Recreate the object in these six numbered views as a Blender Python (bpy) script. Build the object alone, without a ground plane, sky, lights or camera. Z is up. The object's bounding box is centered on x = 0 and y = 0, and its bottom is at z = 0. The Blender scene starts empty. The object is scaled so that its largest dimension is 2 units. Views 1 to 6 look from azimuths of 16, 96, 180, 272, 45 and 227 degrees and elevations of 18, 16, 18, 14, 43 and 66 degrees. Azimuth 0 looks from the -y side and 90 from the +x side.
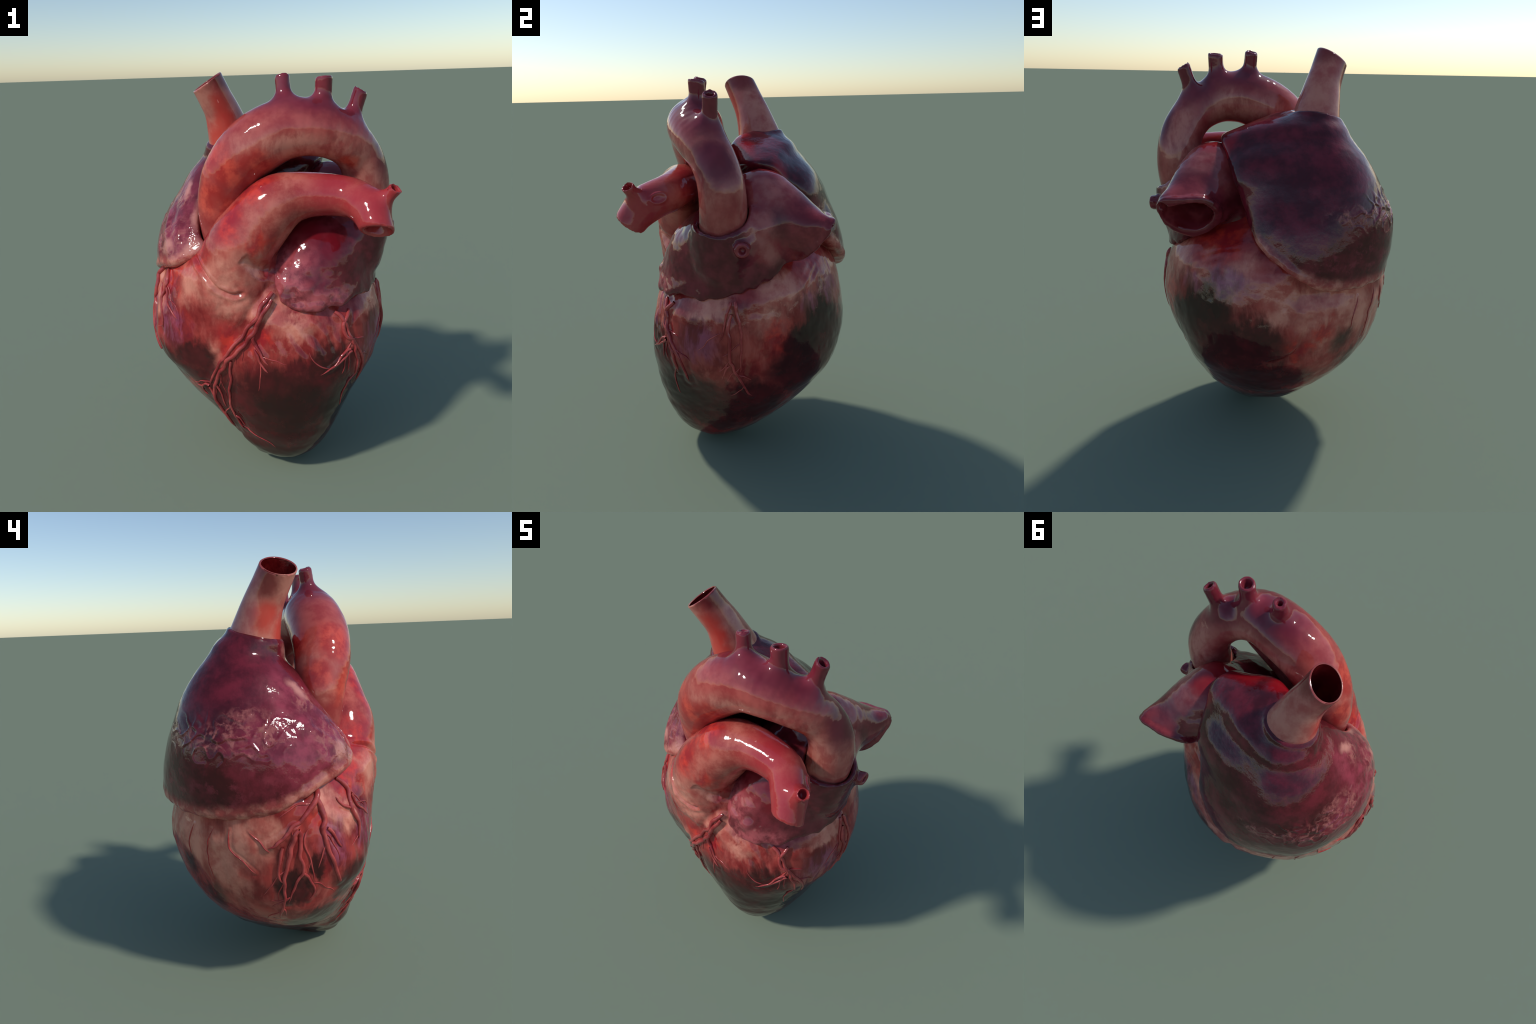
# Anatomical human heart, built from implicit chambers and vessels (numpy surface nets),
# wrapped with coronary vessels, coloured with procedural node materials.
import bpy, math, numpy as np
from mathutils import Vector
from mathutils.bvhtree import BVHTree

F = np.float32
# ------------------------------------------------------------------ maths helpers
def catmull(P, per=6):
    P = np.array(P, float)
    Q = np.vstack([2*P[0]-P[1], P, 2*P[-1]-P[-2]])
    out = []
    for i in range(1, len(Q)-2):
        p0, p1, p2, p3 = Q[i-1], Q[i], Q[i+1], Q[i+2]
        for t in np.linspace(0, 1, per, endpoint=False):
            out.append(.5*((2*p1)+(-p0+p2)*t+(2*p0-5*p1+4*p2-p3)*t*t+(-p0+3*p1-3*p2+p3)*t**3))
    out.append(P[-1])
    return np.array(out)

def smin(a, b, k):
    h = np.clip(.5+.5*(b-a)/k, 0, 1)
    return b+(a-b)*h-k*h*(1-h)
def smax(a, b, k): return -smin(-a, -b, k)

def tube(P, path, per=5):
    """distance to a tube with varying radius; path rows are x,y,z,r"""
    C = catmull(path, per)
    best = np.full(P.shape[:-1], 9., F)
    for a, b in zip(C[:-1], C[1:]):
        d = (b[:3]-a[:3]).astype(F); L = float(d@d)
        v = P-a[:3].astype(F)
        t = np.clip((v@d)/L, 0, 1)
        q = v-t[..., None]*d
        best = np.minimum(best, np.sqrt((q*q).sum(-1))-(a[3]+t*(b[3]-a[3])).astype(F))
    return best

def tube_in(P, path, pad=.12, per=5, far=.12):
    """tube distance evaluated only inside its padded bounding box"""
    path = np.array(path, float)
    r = path[:, 3].max()+pad
    lo, hi = path[:, :3].min(0)-r, path[:, :3].max(0)+r
    f = np.full(P.shape[:-1], far, F)
    X, Y, Z = P[:, 0, 0, 0], P[0, :, 0, 1], P[0, 0, :, 2]
    sl = tuple(slice(*np.searchsorted(A, [lo[i], hi[i]])) for i, A in enumerate((X, Y, Z)))
    f[sl] = tube(P[sl], path, per)
    return f

def plane(P, point, normal):
    n = np.array(normal, float); n /= np.linalg.norm(n)
    return (P-np.array(point, F))@n.astype(F)

def radial_field(P, centre, zs, table):
    """distance to a body given by radii at 12 angles on several heights"""
    zs = np.array(zs, float); table = np.array(table, float)
    na = 180
    ang = np.arange(na)*12/na
    i = np.floor(ang).astype(int); t = (ang-i)[None]
    g = lambda k: table[:, (i+k) % 12]
    p0, p1, p2, p3 = g(-1), g(0), g(1), g(2)
    ring = .5*((2*p1)+(-p0+p2)*t+(2*p0-5*p1+4*p2-p3)*t*t+(-p0+3*p1-3*p2+p3)*t**3)
    zg = P[0, 0, :, 2].astype(float)
    k = np.clip(np.searchsorted(zs, zg)-1, 0, len(zs)-2)
    h = np.diff(zs)
    m = np.zeros_like(ring); sl = np.diff(ring, axis=0)/h[:, None]
    m[1:-1] = (sl[1:]*h[:-1, None]+sl[:-1]*h[1:, None])/(h[:-1]+h[1:])[:, None]
    m[0] = sl[0]; m[-1] = sl[-1]
    u = np.clip((zg-zs[k])/h[k], -3, 3)[:, None]; hh = h[k][:, None]
    uc = np.clip(u, 0, 1)
    H = (2*uc**3-3*uc**2+1)*ring[k]+(uc**3-2*uc**2+uc)*hh*m[k]+(-2*uc**3+3*uc**2)*ring[k+1]+(uc**3-uc**2)*hh*m[k+1]
    H += np.where(u < 0, u*hh*m[0], 0)+np.where(u > 1, (u-1)*hh*m[-1], 0)
    c = centre(zg)
    dx = P[..., 0]-c[0].astype(F); dy = P[..., 1]-c[1].astype(F)
    rho = np.sqrt(dx*dx+dy*dy)
    a = (np.arctan2(dy, dx) % (2*np.pi))*(na/(2*np.pi))
    a0 = np.floor(a).astype(int); w = a-a0; a0 %= na
    kz = np.broadcast_to(np.arange(len(zg)), a0.shape)
    H = H.astype(F)
    R = H[kz, a0]*(1-w)+H[kz, (a0+1) % na]*w
    return ((rho-R)*.85).astype(F)

def angle_curve(P, centre, pts, wob=0, seed=0):
    """periodic height curve over the angle around a vertical axis: pts = (degrees, z)"""
    pts = sorted(pts); A = np.array([p[0] for p in pts], float); Z = np.array([p[1] for p in pts], float)
    A = np.r_[A[-1]-360, A, A[0]+360]; Z = np.r_[Z[-1], Z, Z[0]]
    th = np.degrees(np.arctan2(P[:, :, 0, 1]-centre[1], P[:, :, 0, 0]-centre[0])) % 360
    q = np.linspace(0, 360, 721)
    zq = np.interp(q, A, Z)
    ker = np.hanning(31); ker /= ker.sum()
    zq = np.convolve(np.r_[zq[-61:-1], zq, zq[1:61]], ker, 'same')[60:-60]
    if wob:
        rs = np.random.RandomState(seed)
        for k in range(6, 34, 2): zq = zq+wob*.45*math.sqrt(8/k)*np.sin(np.radians(q*k)+rs.uniform(0, 6.28))*rs.uniform(.3, 1)
    return np.interp(th, q, zq).astype(F)[:, :, None]

def lattice(lo, hi, h):
    ax = [np.arange(lo[i], hi[i]+h, h, dtype=F) for i in range(3)]
    return np.stack(np.meshgrid(*ax, indexing='ij'), -1)

def surface_nets(f, P, h):
    s = f < 0
    nx, ny, nz = f.shape
    cnt = np.zeros((nx-1, ny-1, nz-1), np.int8); 
    for i in (0, 1):
        for j in (0, 1):
            for k in (0, 1):
                cnt += s[i:nx-1+i, j:ny-1+j, k:nz-1+k]
    cell = (cnt > 0) & (cnt < 8)
    idx = np.full(cell.shape, -1, np.int64)
    ci = np.argwhere(cell); idx[cell] = np.arange(len(ci))
    acc = np.zeros((len(ci), 3)); num = np.zeros(len(ci))
    C = [(i, j, k) for i in (0, 1) for j in (0, 1) for k in (0, 1)]
    for a in C:
        for ax in range(3):
            if a[ax] == 0:
                b = list(a); b[ax] = 1
                fa = f[ci[:, 0]+a[0], ci[:, 1]+a[1], ci[:, 2]+a[2]].astype(float)
                fb = f[ci[:, 0]+b[0], ci[:, 1]+b[1], ci[:, 2]+b[2]].astype(float)
                m = (fa < 0) != (fb < 0)
                t = np.where(m, fa/(fa-fb+1e-12), 0)
                p = np.tile(np.array(a, float), (len(ci), 1)); p[:, ax] = t
                acc[m] += p[m]; num[m] += 1
    V = (ci+acc/num[:, None])*h+P[0, 0, 0].astype(float)
    faces = []
    for ax in range(3):
        u, v = (ax+1) % 3, (ax+2) % 3
        n = [nx, ny, nz]
        rng = [slice(1, n[i]-1) for i in range(3)]; rng[ax] = slice(0, n[ax]-1)
        rng2 = list(rng); rng2[ax] = slice(1, n[ax])
        A = s[tuple(rng)]; B = s[tuple(rng2)]
        e = np.argwhere(A != B)
        if not len(e): continue
        flip = A[e[:, 0], e[:, 1], e[:, 2]]
        off = np.ones(3, int); off[ax] = 0
        e = e+off
        def at(du, dv):
            q = e.copy(); q[:, u] += du; q[:, v] += dv
            return idx[q[:, 0], q[:, 1], q[:, 2]]
        quad = np.stack([at(-1, -1), at(0, -1), at(0, 0), at(-1, 0)], 1)
        quad[~flip] = quad[~flip][:, ::-1]
        faces.append(quad)
    return V, np.vstack(faces)

def edges_of(Q):
    E = np.vstack([Q[:, [0, 1]], Q[:, [1, 2]], Q[:, [2, 3]], Q[:, [3, 0]]]); E.sort(1)
    return np.unique(E, axis=0)

def relax(V, Q, n, lam=.5):
    E = edges_of(Q); deg = np.bincount(E.ravel(), minlength=len(V))[:, None]
    for it in range(n):
        for l in (lam, -lam*1.04):
            S = np.zeros_like(V)
            for c in range(3):
                S[:, c] = np.bincount(E[:, 0], V[E[:, 1], c], len(V))+np.bincount(E[:, 1], V[E[:, 0], c], len(V))
            V = V+l*(S/deg-V)
    return V

def subdivide(V, Q):
    """one Catmull-Clark step on a closed quad mesh"""
    n = len(V)
    fc = V[Q].mean(1)
    H = np.vstack([Q[:, [0, 1]], Q[:, [1, 2]], Q[:, [2, 3]], Q[:, [3, 0]]])
    Hs = np.sort(H, 1); key = Hs[:, 0].astype(np.int64)*n+Hs[:, 1]
    uk, inv = np.unique(key, return_inverse=True)
    E = np.stack([uk//n, uk % n], 1)
    fi = np.tile(np.arange(len(Q)), 4)
    ecnt = np.bincount(inv, minlength=len(uk))
    ef = np.stack([np.bincount(inv, fc[fi, c], len(uk)) for c in range(3)], 1)
    mid = V[E].mean(1)
    ep = (V[E].sum(1)+ef)/(2+ecnt)[:, None]
    deg = np.bincount(E.ravel(), minlength=n)[:, None]
    vf = np.stack([np.bincount(Q.ravel(), np.repeat(fc[:, c], 4), n) for c in range(3)], 1)
    nf = np.bincount(Q.ravel(), minlength=n)[:, None]
    vm = np.stack([np.bincount(E.ravel(), np.repeat(mid[:, c], 2), n) for c in range(3)], 1)
    vp = (vf/nf+2*vm/deg+(deg-3)*V)/deg
    ei = inv.reshape(4, len(Q))+n
    fp = np.arange(len(Q))+n+len(uk)
    NV = np.vstack([vp, ep, fc])
    NQ = np.vstack([np.stack([Q[:, k], ei[k], fp, ei[k-1]], 1) for k in range(4)])
    return NV, NQ

def normals(V, Q):
    N = np.cross(V[Q[:, 2]]-V[Q[:, 0]], V[Q[:, 3]]-V[Q[:, 1]])
    out = np.stack([np.bincount(Q.ravel(), np.repeat(N[:, c], 4), len(V)) for c in range(3)], 1)
    return out/(np.linalg.norm(out, axis=1)[:, None]+1e-12)

def noise3(P, scale, seed=0):
    """smooth gradient noise in about -1..1"""
    rs = np.random.RandomState(seed)
    perm = rs.permutation(256); perm = np.r_[perm, perm, perm]
    G = rs.normal(size=(256, 3)); G /= np.linalg.norm(G, axis=1)[:, None]
    p = np.asarray(P, float)*scale+rs.uniform(0, 50, 3)
    i = np.floor(p).astype(int); f = p-i; i &= 255
    w = f*f*f*(f*(f*6-15)+10)
    out = 0
    for a in (0, 1):
        for b in (0, 1):
            for c in (0, 1):
                g = G[perm[perm[perm[(i[:, 0]+a) & 255]+((i[:, 1]+b) & 255)]+((i[:, 2]+c) & 255)]]
                d = ((f-np.array([a, b, c]))*g).sum(1)
                out = out+d*np.where(a, w[:, 0], 1-w[:, 0])*np.where(b, w[:, 1], 1-w[:, 1])*np.where(c, w[:, 2], 1-w[:, 2])
    return out*1.5

def fractal(P, scale, seed, n=3):
    return sum(noise3(P, scale*2**k, seed+k)/2**k for k in range(n))

def line_dist(V, pts, per=6):
    """distance of vertices to a smooth line, and position 0..1 along it"""
    C = catmull(pts, per); best = np.full(len(V), 9.); par = np.zeros(len(V))
    for k, (a, b) in enumerate(zip(C[:-1], C[1:])):
        d = b-a; v = V-a; t = np.clip(v@d/(d@d+1e-12), 0, 1)
        q = np.linalg.norm(v-t[:, None]*d, axis=1); m = q < best
        best[m] = q[m]; par[m] = (k+t[m])/(len(C)-1)
    return best, par

def blob(V, c, r):
    q = np.linalg.norm((V-np.array(c))/np.array(r), axis=1)
    return np.clip(1-q*q, 0, 1)**2

# ------------------------------------------------------------------ shape data
def heart_axis(z):
    t = np.clip(z, 0, 1)
    low = np.clip((.3-z)/.1, 0, 1)
    x = (.08-.09*t)*(1-low)+.06*low; y = (-.24+.25*t)*(1-low)+(-.18)*low
    return np.stack([x, y])

V_Z = [0, .03, .06, .1, .15, .2, .3, .4, .5, .6, .7, .8, .9, 1.0, 1.1, 1.2, 1.3]
V_R = [
 [.06, .05, .03, .03, .02, .01, .01, .02, .05, .06, .07, .07],
 [.14, .13, .12, .12, .07, .05, .05, .07, .11, .13, .15, .15],
 [.20, .18, .18, .18, .14, .10, .08, .12, .16, .17, .20, .20],
 [.245, .235, .24, .25, .225, .165, .145, .17, .19, .21, .245, .245],
 [.275, .285, .30, .33, .33, .245, .215, .23, .23, .24, .28, .28],
 [.30, .33, .355, .40, .41, .325, .285, .265, .245, .26, .30, .305],
 [.35, .39, .44, .485, .505, .475, .435, .345, .30, .31, .355, .355],
 [.405, .445, .505, .54, .565, .555, .55, .425, .36, .36, .405, .41],
 [.465, .485, .56, .58, .595, .60, .61, .505, .40, .40, .445, .455],
 [.52, .53, .57, .59, .60, .62, .63, .59, .44, .425, .48, .51],
 [.555, .55, .56, .58, .60, .62, .635, .63, .49, .445, .50, .545],
 [.57, .55, .535, .545, .575, .61, .635, .63, .525, .455, .505, .56],
 [.56, .53, .495, .505, .515, .58, .62, .615, .55, .475, .51, .555],
 [.53, .50, .445, .455, .485, .575, .60, .58, .55, .49, .46, .50],
 [.44, .42, .38, .39, .44, .52, .52, .52, .52, .46, .37, .39],
 [.28, .26, .25, .25, .34, .40, .38, .36, .38, .34, .24, .26],
 [.05, .05, .05, .05, .10, .10, .10, .10, .10, .10, .05, .05]]

SVC = [(-.205, .06, 1.58, .14), (-.222, .040, 1.67, .118), (-.246, .000, 1.80, .094), (-.272, -.036, 1.88, .085), (-.297, -.074, 1.957, .083), (-.32, -.11, 2.03, .083)]
RA_C = (-.2, .08)
RA_Z = [.78, .9, 1.05, 1.2, 1.33, 1.41, 1.5, 1.58, 1.66, 1.70, 1.74]
RA_R = [
 [.30, .38, .45, .43, .395, .385, .405, .44, .49, .49, .30, .28],
 [.30, .40, .46, .435, .395, .395, .41, .455, .505, .50, .32, .28],
 [.30, .42, .46, .435, .41, .425, .435, .47, .50, .48, .32, .28],
 [.32, .42, .435, .40, .40, .415, .425, .45, .475, .42, .30, .28],
 [.36, .43, .385, .345, .365, .365, .37, .38, .38, .34, .28, .30],
 [.40, .44, .355, .315, .335, .335, .325, .32, .32, .28, .25, .31],
 [.45, .40, .31, .255, .275, .275, .27, .255, .25, .22, .20, .33],
 [.46, .30, .22, .19, .20, .20, .20, .18, .17, .16, .18, .30],
 [.25, .20, .15, .12, .13, .14, .145, .15, .15, .14, .17, .27],
 [.10, .08, .06, .05, .05, .06, .08, .10, .10, .10, .12, .17],
 [-.1, -.1, -.1, -.1, -.1, -.1, -.1, -.1, -.1, -.1, -.1, -.1]]
RA_RIM = [(0, 1.3), (40, 1.2), (55, 1.12), (62, 1.085), (70, 1.04), (76, 1.01), (84, .965), (93, .935), (105, .915), (121, .90), (140, .90), (160, .90), (177, .908),
          (188, .928), (197, .945), (206, .978), (220, 1.035), (235, 1.07), (245, 1.09), (256, 1.13), (266, 1.2), (300, 1.4), (330, 1.4)]

LA_C = (.2, 0.)
LA_Z = [.8, .92, 1.05, 1.15, 1.25, 1.33, 1.40, 1.46]
LA_R = [
 [.37, .365, .37, .38, .25, .20, .20, .28, .40, .465, .455, .395],
 [.36, .355, .365, .36, .25, .20, .20, .28, .40, .465, .445, .385],
 [.34, .325, .325, .30, .25, .22, .22, .28, .395, .435, .41, .36],
 [.335, .322, .305, .28, .26, .24, .24, .26, .345, .39, .39, .355],
 [.355, .325, .28, .26, .25, .24, .24, .22, .26, .33, .35, .355],
 [.32, .31, .26, .25, .24, .22, .20, .18, .18, .24, .27, .30],
 [.20, .22, .22, .22, .20, .18, .15, .10, .08, .12, .15, .15],
 [0, 0, .05, .05, .05, .05, 0, -.1, -.1, -.1, -.1, 0]]
LA_RIM = [(240, 1.12), (250, 1.08), (256, 1.045), (262, 1.0), (267, .97), (273, .935), (280, .93), (288, .945), (296, .952), (313, .957), (331, .97),
          (354, .972), (0, .98), (11, 1.008), (29, 1.05), (52, 1.11), (80, 1.2), (120, 1.3), (200, 1.3)]

AORTA = [(-.174, -.225, 1.06, .10), (-.185, -.245, 1.22, .106), (-.19, -.252, 1.33, .114), (-.178, -.258, 1.43, .123), (-.126, -.273, 1.547, .134), (-.027, -.267, 1.662, .142),
         (.114, -.241, 1.744, .138), (.256, -.219, 1.750, .126), (.372, -.166, 1.702, .114), (.444, -.098, 1.622, .107), (.478, -.058, 1.52, .109),
         (.482, -.048, 1.40, .112), (.462, -.058, 1.28, .113), (.44, -.06, 1.15, .11)]
BRANCH = [[(.14, -.245, 1.80, .06), (.122, -.222, 1.89, .036), (.111, -.207, 1.985, .031)],
          [(.28, -.20, 1.80, .06), (.293, -.187, 1.88, .041), (.298, -.186, 1.975, .040)],
          [(.40, -.12, 1.74, .06), (.425, -.103, 1.82, .036), (.454, -.091, 1.912, .035)]]
PULM = [(-.149, -.33, 1.02, .17), (-.085, -.36, 1.185, .166), (-.012, -.351, 1.288, .154), (.096, -.332, 1.414, .135), (.185, -.313, 1.452, .113), (.295, -.307, 1.465, .098),
        (.432, -.320, 1.460, .089), (.527, -.395, 1.432, .081), (.574, -.463, 1.347, .072), (.600, -.495, 1.27, .068)]
PULM_SIDE = [(.53, -.39, 1.42, .06), (.605, -.42, 1.485, .033), (.655, -.442, 1.545, .035)]
VEIN = [(.27, .02, 1.30, .17), (.290, .10, 1.40, .152), (.322, .20, 1.36, .132), (.348, .28, 1.298, .124), (.36, .36, 1.245, .120), (.37, .46, 1.18, .118)]
VEIN_SIDE = [(.36, .20, 1.36, .11), (.412, .315, 1.315, .082), (.458, .408, 1.312, .050)]
STUB = [(.50, .03, 1.22, .07), (.565, .045, 1.228, .036), (.62, .056, 1.235, .034)]

# ------------------------------------------------------------------ surface features (filled from the views)
# coronary vessels: radius, points they pass on the surface
VESSELS_FRONT = [
 (0.0125, [(0.100, -0.437, 1.020), (0.054, -0.476, 0.945), (-0.005, -0.488, 0.851), (-0.062, -0.493, 0.773), (-0.145, -0.478, 0.662), (-0.206, -0.458, 0.553), (-0.231, -0.449, 0.498)]),
 (0.0080, [(-0.231, -0.449, 0.498), (-0.259, -0.442, 0.494), (-0.289, -0.427, 0.469), (-0.325, -0.409, 0.459)]),
 (0.0060, [(-0.274, -0.435, 0.478), (-0.291, -0.418, 0.445), (-0.283, -0.407, 0.413), (-0.270, -0.409, 0.405)]),
 (0.0070, [(-0.236, -0.446, 0.487), (-0.228, -0.443, 0.459), (-0.216, -0.440, 0.436), (-0.202, -0.433, 0.397)]),
 (0.0140, [(0.097, -0.449, 0.994), (0.044, -0.480, 0.909), (0.014, -0.488, 0.827), (-0.048, -0.493, 0.753), (-0.129, -0.480, 0.660), (-0.180, -0.462, 0.559), (-0.209, -0.448, 0.465), (-0.188, -0.416, 0.347), (-0.152, -0.370, 0.235), (-0.148, -0.334, 0.177)]),
 (0.0070, [(-0.191, -0.458, 0.521), (-0.172, -0.457, 0.476), (-0.162, -0.453, 0.433), (-0.158, -0.436, 0.370)]),
 (0.0110, [(0.019, -0.487, 0.842), (0.021, -0.490, 0.801), (0.033, -0.492, 0.766), (0.053, -0.495, 0.733), (0.074, -0.499, 0.710), (0.097, -0.503, 0.685)]),
 (0.0080, [(0.036, -0.493, 0.751), (0.053, -0.497, 0.707), (0.073, -0.502, 0.674), (0.094, -0.506, 0.643)]),
 (0.0040, [(0.058, -0.498, 0.697), (0.059, -0.502, 0.640), (0.054, -0.503, 0.584), (0.051, -0.500, 0.543)]),
 (0.0090, [(-0.093, -0.487, 0.690), (-0.095, -0.479, 0.591), (-0.113, -0.470, 0.486), (-0.115, -0.448, 0.372), (-0.083, -0.423, 0.282), (-0.067, -0.410, 0.242)]),
 (0.0060, [(-0.109, -0.439, 0.343), (-0.081, -0.440, 0.330), (-0.068, -0.434, 0.304), (-0.054, -0.429, 0.275)]),
 (0.0110, [(0.393, -0.389, 0.940), (0.420, -0.345, 0.868), (0.441, -0.350, 0.802), (0.461, -0.350, 0.747), (0.487, -0.335, 0.684), (0.492, -0.326, 0.607), (0.482, -0.322, 0.558)]),
 (0.0080, [(0.458, -0.356, 0.742), (0.423, -0.399, 0.711), (0.379, -0.442, 0.657)]),
]
VESSELS_RIGHT = [
 (0.0140, [(-0.559, -0.225, 1.049), (-0.574, -0.205, 0.994), (-0.595, -0.150, 0.931), (-0.607, -0.106, 0.869), (-0.612, -0.048, 0.823), (-0.609, 0.006, 0.793)]),
 (0.0120, [(-0.607, -0.111, 0.872), (-0.611, -0.095, 0.786), (-0.609, -0.062, 0.644), (-0.594, -0.059, 0.530), (-0.513, -0.031, 0.377)]),
 (0.0090, [(-0.612, -0.054, 0.800), (-0.613, -0.040, 0.711), (-0.610, -0.044, 0.651), (-0.607, -0.058, 0.617)]),
 (0.0110, [(-0.607, -0.111, 0.872), (-0.607, -0.122, 0.834), (-0.609, -0.130, 0.771), (-0.607, -0.141, 0.680), (-0.604, -0.109, 0.614), (-0.591, -0.083, 0.515)]),
 (0.0080, [(-0.607, -0.141, 0.674), (-0.599, -0.170, 0.643), (-0.582, -0.195, 0.575), (-0.577, -0.170, 0.520)]),
 (0.0060, [(-0.594, -0.174, 0.872), (-0.605, -0.143, 0.807), (-0.603, -0.177, 0.729), (-0.591, -0.191, 0.620)]),
 (0.0140, [(-0.574, -0.205, 0.994), (-0.570, -0.227, 0.909), (-0.580, -0.233, 0.831), (-0.578, -0.263, 0.735), (-0.549, -0.301, 0.624), (-0.539, -0.306, 0.602)]),
 (0.0090, [(-0.573, -0.238, 0.861), (-0.562, -0.269, 0.840), (-0.560, -0.281, 0.814), (-0.556, -0.297, 0.783), (-0.552, -0.309, 0.765)]),
 (0.0110, [(-0.498, -0.311, 1.069), (-0.458, -0.347, 1.000), (-0.483, -0.352, 0.925), (-0.463, -0.386, 0.863), (-0.474, -0.389, 0.800), (-0.479, -0.391, 0.771)]),
 (0.0080, [(-0.484, -0.352, 0.921), (-0.505, -0.322, 0.937), (-0.514, -0.303, 0.957), (-0.512, -0.294, 0.981)]),
 (0.0080, [(-0.459, -0.359, 0.976), (-0.446, -0.384, 0.933), (-0.422, -0.412, 0.891), (-0.373, -0.444, 0.852)]),
 (0.0050, [(-0.566, 0.166, 0.864), (-0.565, 0.165, 0.773), (-0.586, 0.111, 0.715), (-0.595, 0.064, 0.666)]),
 (0.0050, [(-0.596, 0.081, 0.860), (-0.607, 0.023, 0.799), (-0.610, 0.000, 0.775)]),
 (0.0040, [(-0.574, 0.261, 0.882), (-0.502, 0.274, 0.763), (-0.499, 0.274, 0.695), (-0.477, 0.264, 0.589)]),
 (0.0040, [(-0.440, 0.342, 0.848), (-0.412, 0.372, 0.757), (-0.410, 0.370, 0.687)]),
]
VESSELS_LEFT = [
 (0.0110, [(0.460, -0.334, 0.937), (0.416, -0.362, 0.833), (0.469, -0.340, 0.751), (0.512, -0.293, 0.668), (0.502, -0.276, 0.563), (0.485, -0.268, 0.509)]),
 (0.0080, [(0.462, -0.353, 0.737), (0.436, -0.389, 0.705), (0.334, -0.468, 0.641)]),
 (0.0050, [(0.454, -0.367, 0.722), (0.456, -0.375, 0.672), (0.459, -0.376, 0.623)]),
 (0.0080, [(0.553, -0.023, 0.972), (0.548, -0.030, 0.925), (0.547, -0.043, 0.872), (0.555, -0.058, 0.823), (0.559, -0.079, 0.772)]),
 (0.0100, [(0.537, -0.026, 0.905), (0.558, -0.027, 0.794), (0.551, -0.031, 0.668), (0.529, -0.002, 0.587), (0.478, 0.027, 0.470), (0.453, 0.053, 0.422)]),
 (0.0090, [(0.551, -0.001, 0.972), (0.546, 0.008, 0.929), (0.543, 0.018, 0.872), (0.551, 0.024, 0.813), (0.553, 0.022, 0.751), (0.548, 0.019, 0.684), (0.534, 0.007, 0.612)]),
 (0.0060, [(0.546, -0.032, 0.644), (0.541, -0.054, 0.618), (0.531, -0.071, 0.580)]),
 (0.0050, [(0.550, -0.046, 0.662), (0.544, -0.063, 0.631), (0.537, -0.096, 0.604)]),
]
CREASES = [  # width, depth, points
 (0.010, 0.014, [(-0.302, -0.375, 1.172), (-0.244, -0.464, 1.147), (-0.196, -0.507, 1.113), (-0.154, -0.525, 1.075), (-0.127, -0.527, 1.050), (-0.075, -0.520, 1.028), (-0.041, -0.510, 1.027), (-0.012, -0.501, 1.039)]),
 (0.028, 0.020, [(-0.014, -0.515, 1.210), (0.022, -0.490, 1.172), (0.055, -0.451, 1.143), (0.081, -0.414, 1.122)]),
 (0.012, 0.010, [(0.428, 0.233, 0.956), (0.328, 0.298, 1.019), (0.224, 0.332, 1.058), (0.075, 0.372, 1.086)]),
 (0.010, 0.006, [(0.120, 0.428, 0.990), (0.097, 0.408, 1.034), (0.062, 0.384, 1.077)]),
 (0.012, 0.010, [(0.189, 0.356, 1.049), (0.289, 0.332, 1.007), (0.385, 0.283, 0.954), (0.444, 0.233, 0.905)]),
 (0.020, 0.010, [(-0.206, 0.479, 0.810), (-0.174, 0.492, 0.683), (-0.128, 0.487, 0.585), (0.020, 0.476, 0.521)]),
]

# ------------------------------------------------------------------ groups
H = .009

def build_ventricles():
    P = lattice((-.72, -.66, -.05), (.74, .64, 1.66), H)
    f = radial_field(P, heart_axis, V_Z, V_R)
    p = tube_in(P, PULM); s = tube_in(P, PULM_SIDE)
    p = smin(p, s, .05)
    cut = plane(P, (.567, -.473, 1.352), (0, -.61, -.79))
    p = np.where((P[..., 0] > .42) & (P[..., 1] < -.3) & (P[..., 2] < 1.46), smax(p, cut, .012), p)
    p = np.where(P[..., 0] > .55, smax(p, plane(P, (.642, -.437, 1.532), (.55, -.25, .75)), .012), p)
    f = smin(f, p, .10)
    bore = tube_in(P, [(.55, -.425, 1.41, .035), (.574, -.463, 1.347, .052), (.600, -.495, 1.27, .053)])
    f = smax(f, -bore, .010)
    bore = tube_in(P, [(.620, -.428, 1.505, .017), (.68, -.455, 1.58, .021)])
    return smax(f, -bore, .010), P

def build_aorta():
    P = lattice((-.42, -.46, 1.1), (.66, .10, 2.04), .008)
    f = tube_in(P, AORTA)
    for b, nrm in zip(BRANCH, ((-.15, .2, 1), (-.12, .15, 1), (.5, .15, .9))):
        t = tube_in(P, b)
        t = np.where(plane(P, b[1][:3], nrm) > 0, smax(t, plane(P, b[2][:3], nrm), .014), t)
        f = smin(f, t, .05)
        d = np.array(b[2][:3])-np.array(b[1][:3]); d /= np.linalg.norm(d); e = np.array(b[2][:3])
        f = smax(f, -tube_in(P, [(*(e-d*.03), b[2][3]-.020), (*(e+d*.03), b[2][3]-.012)], pad=.08), .012)
    return f, P

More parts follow.
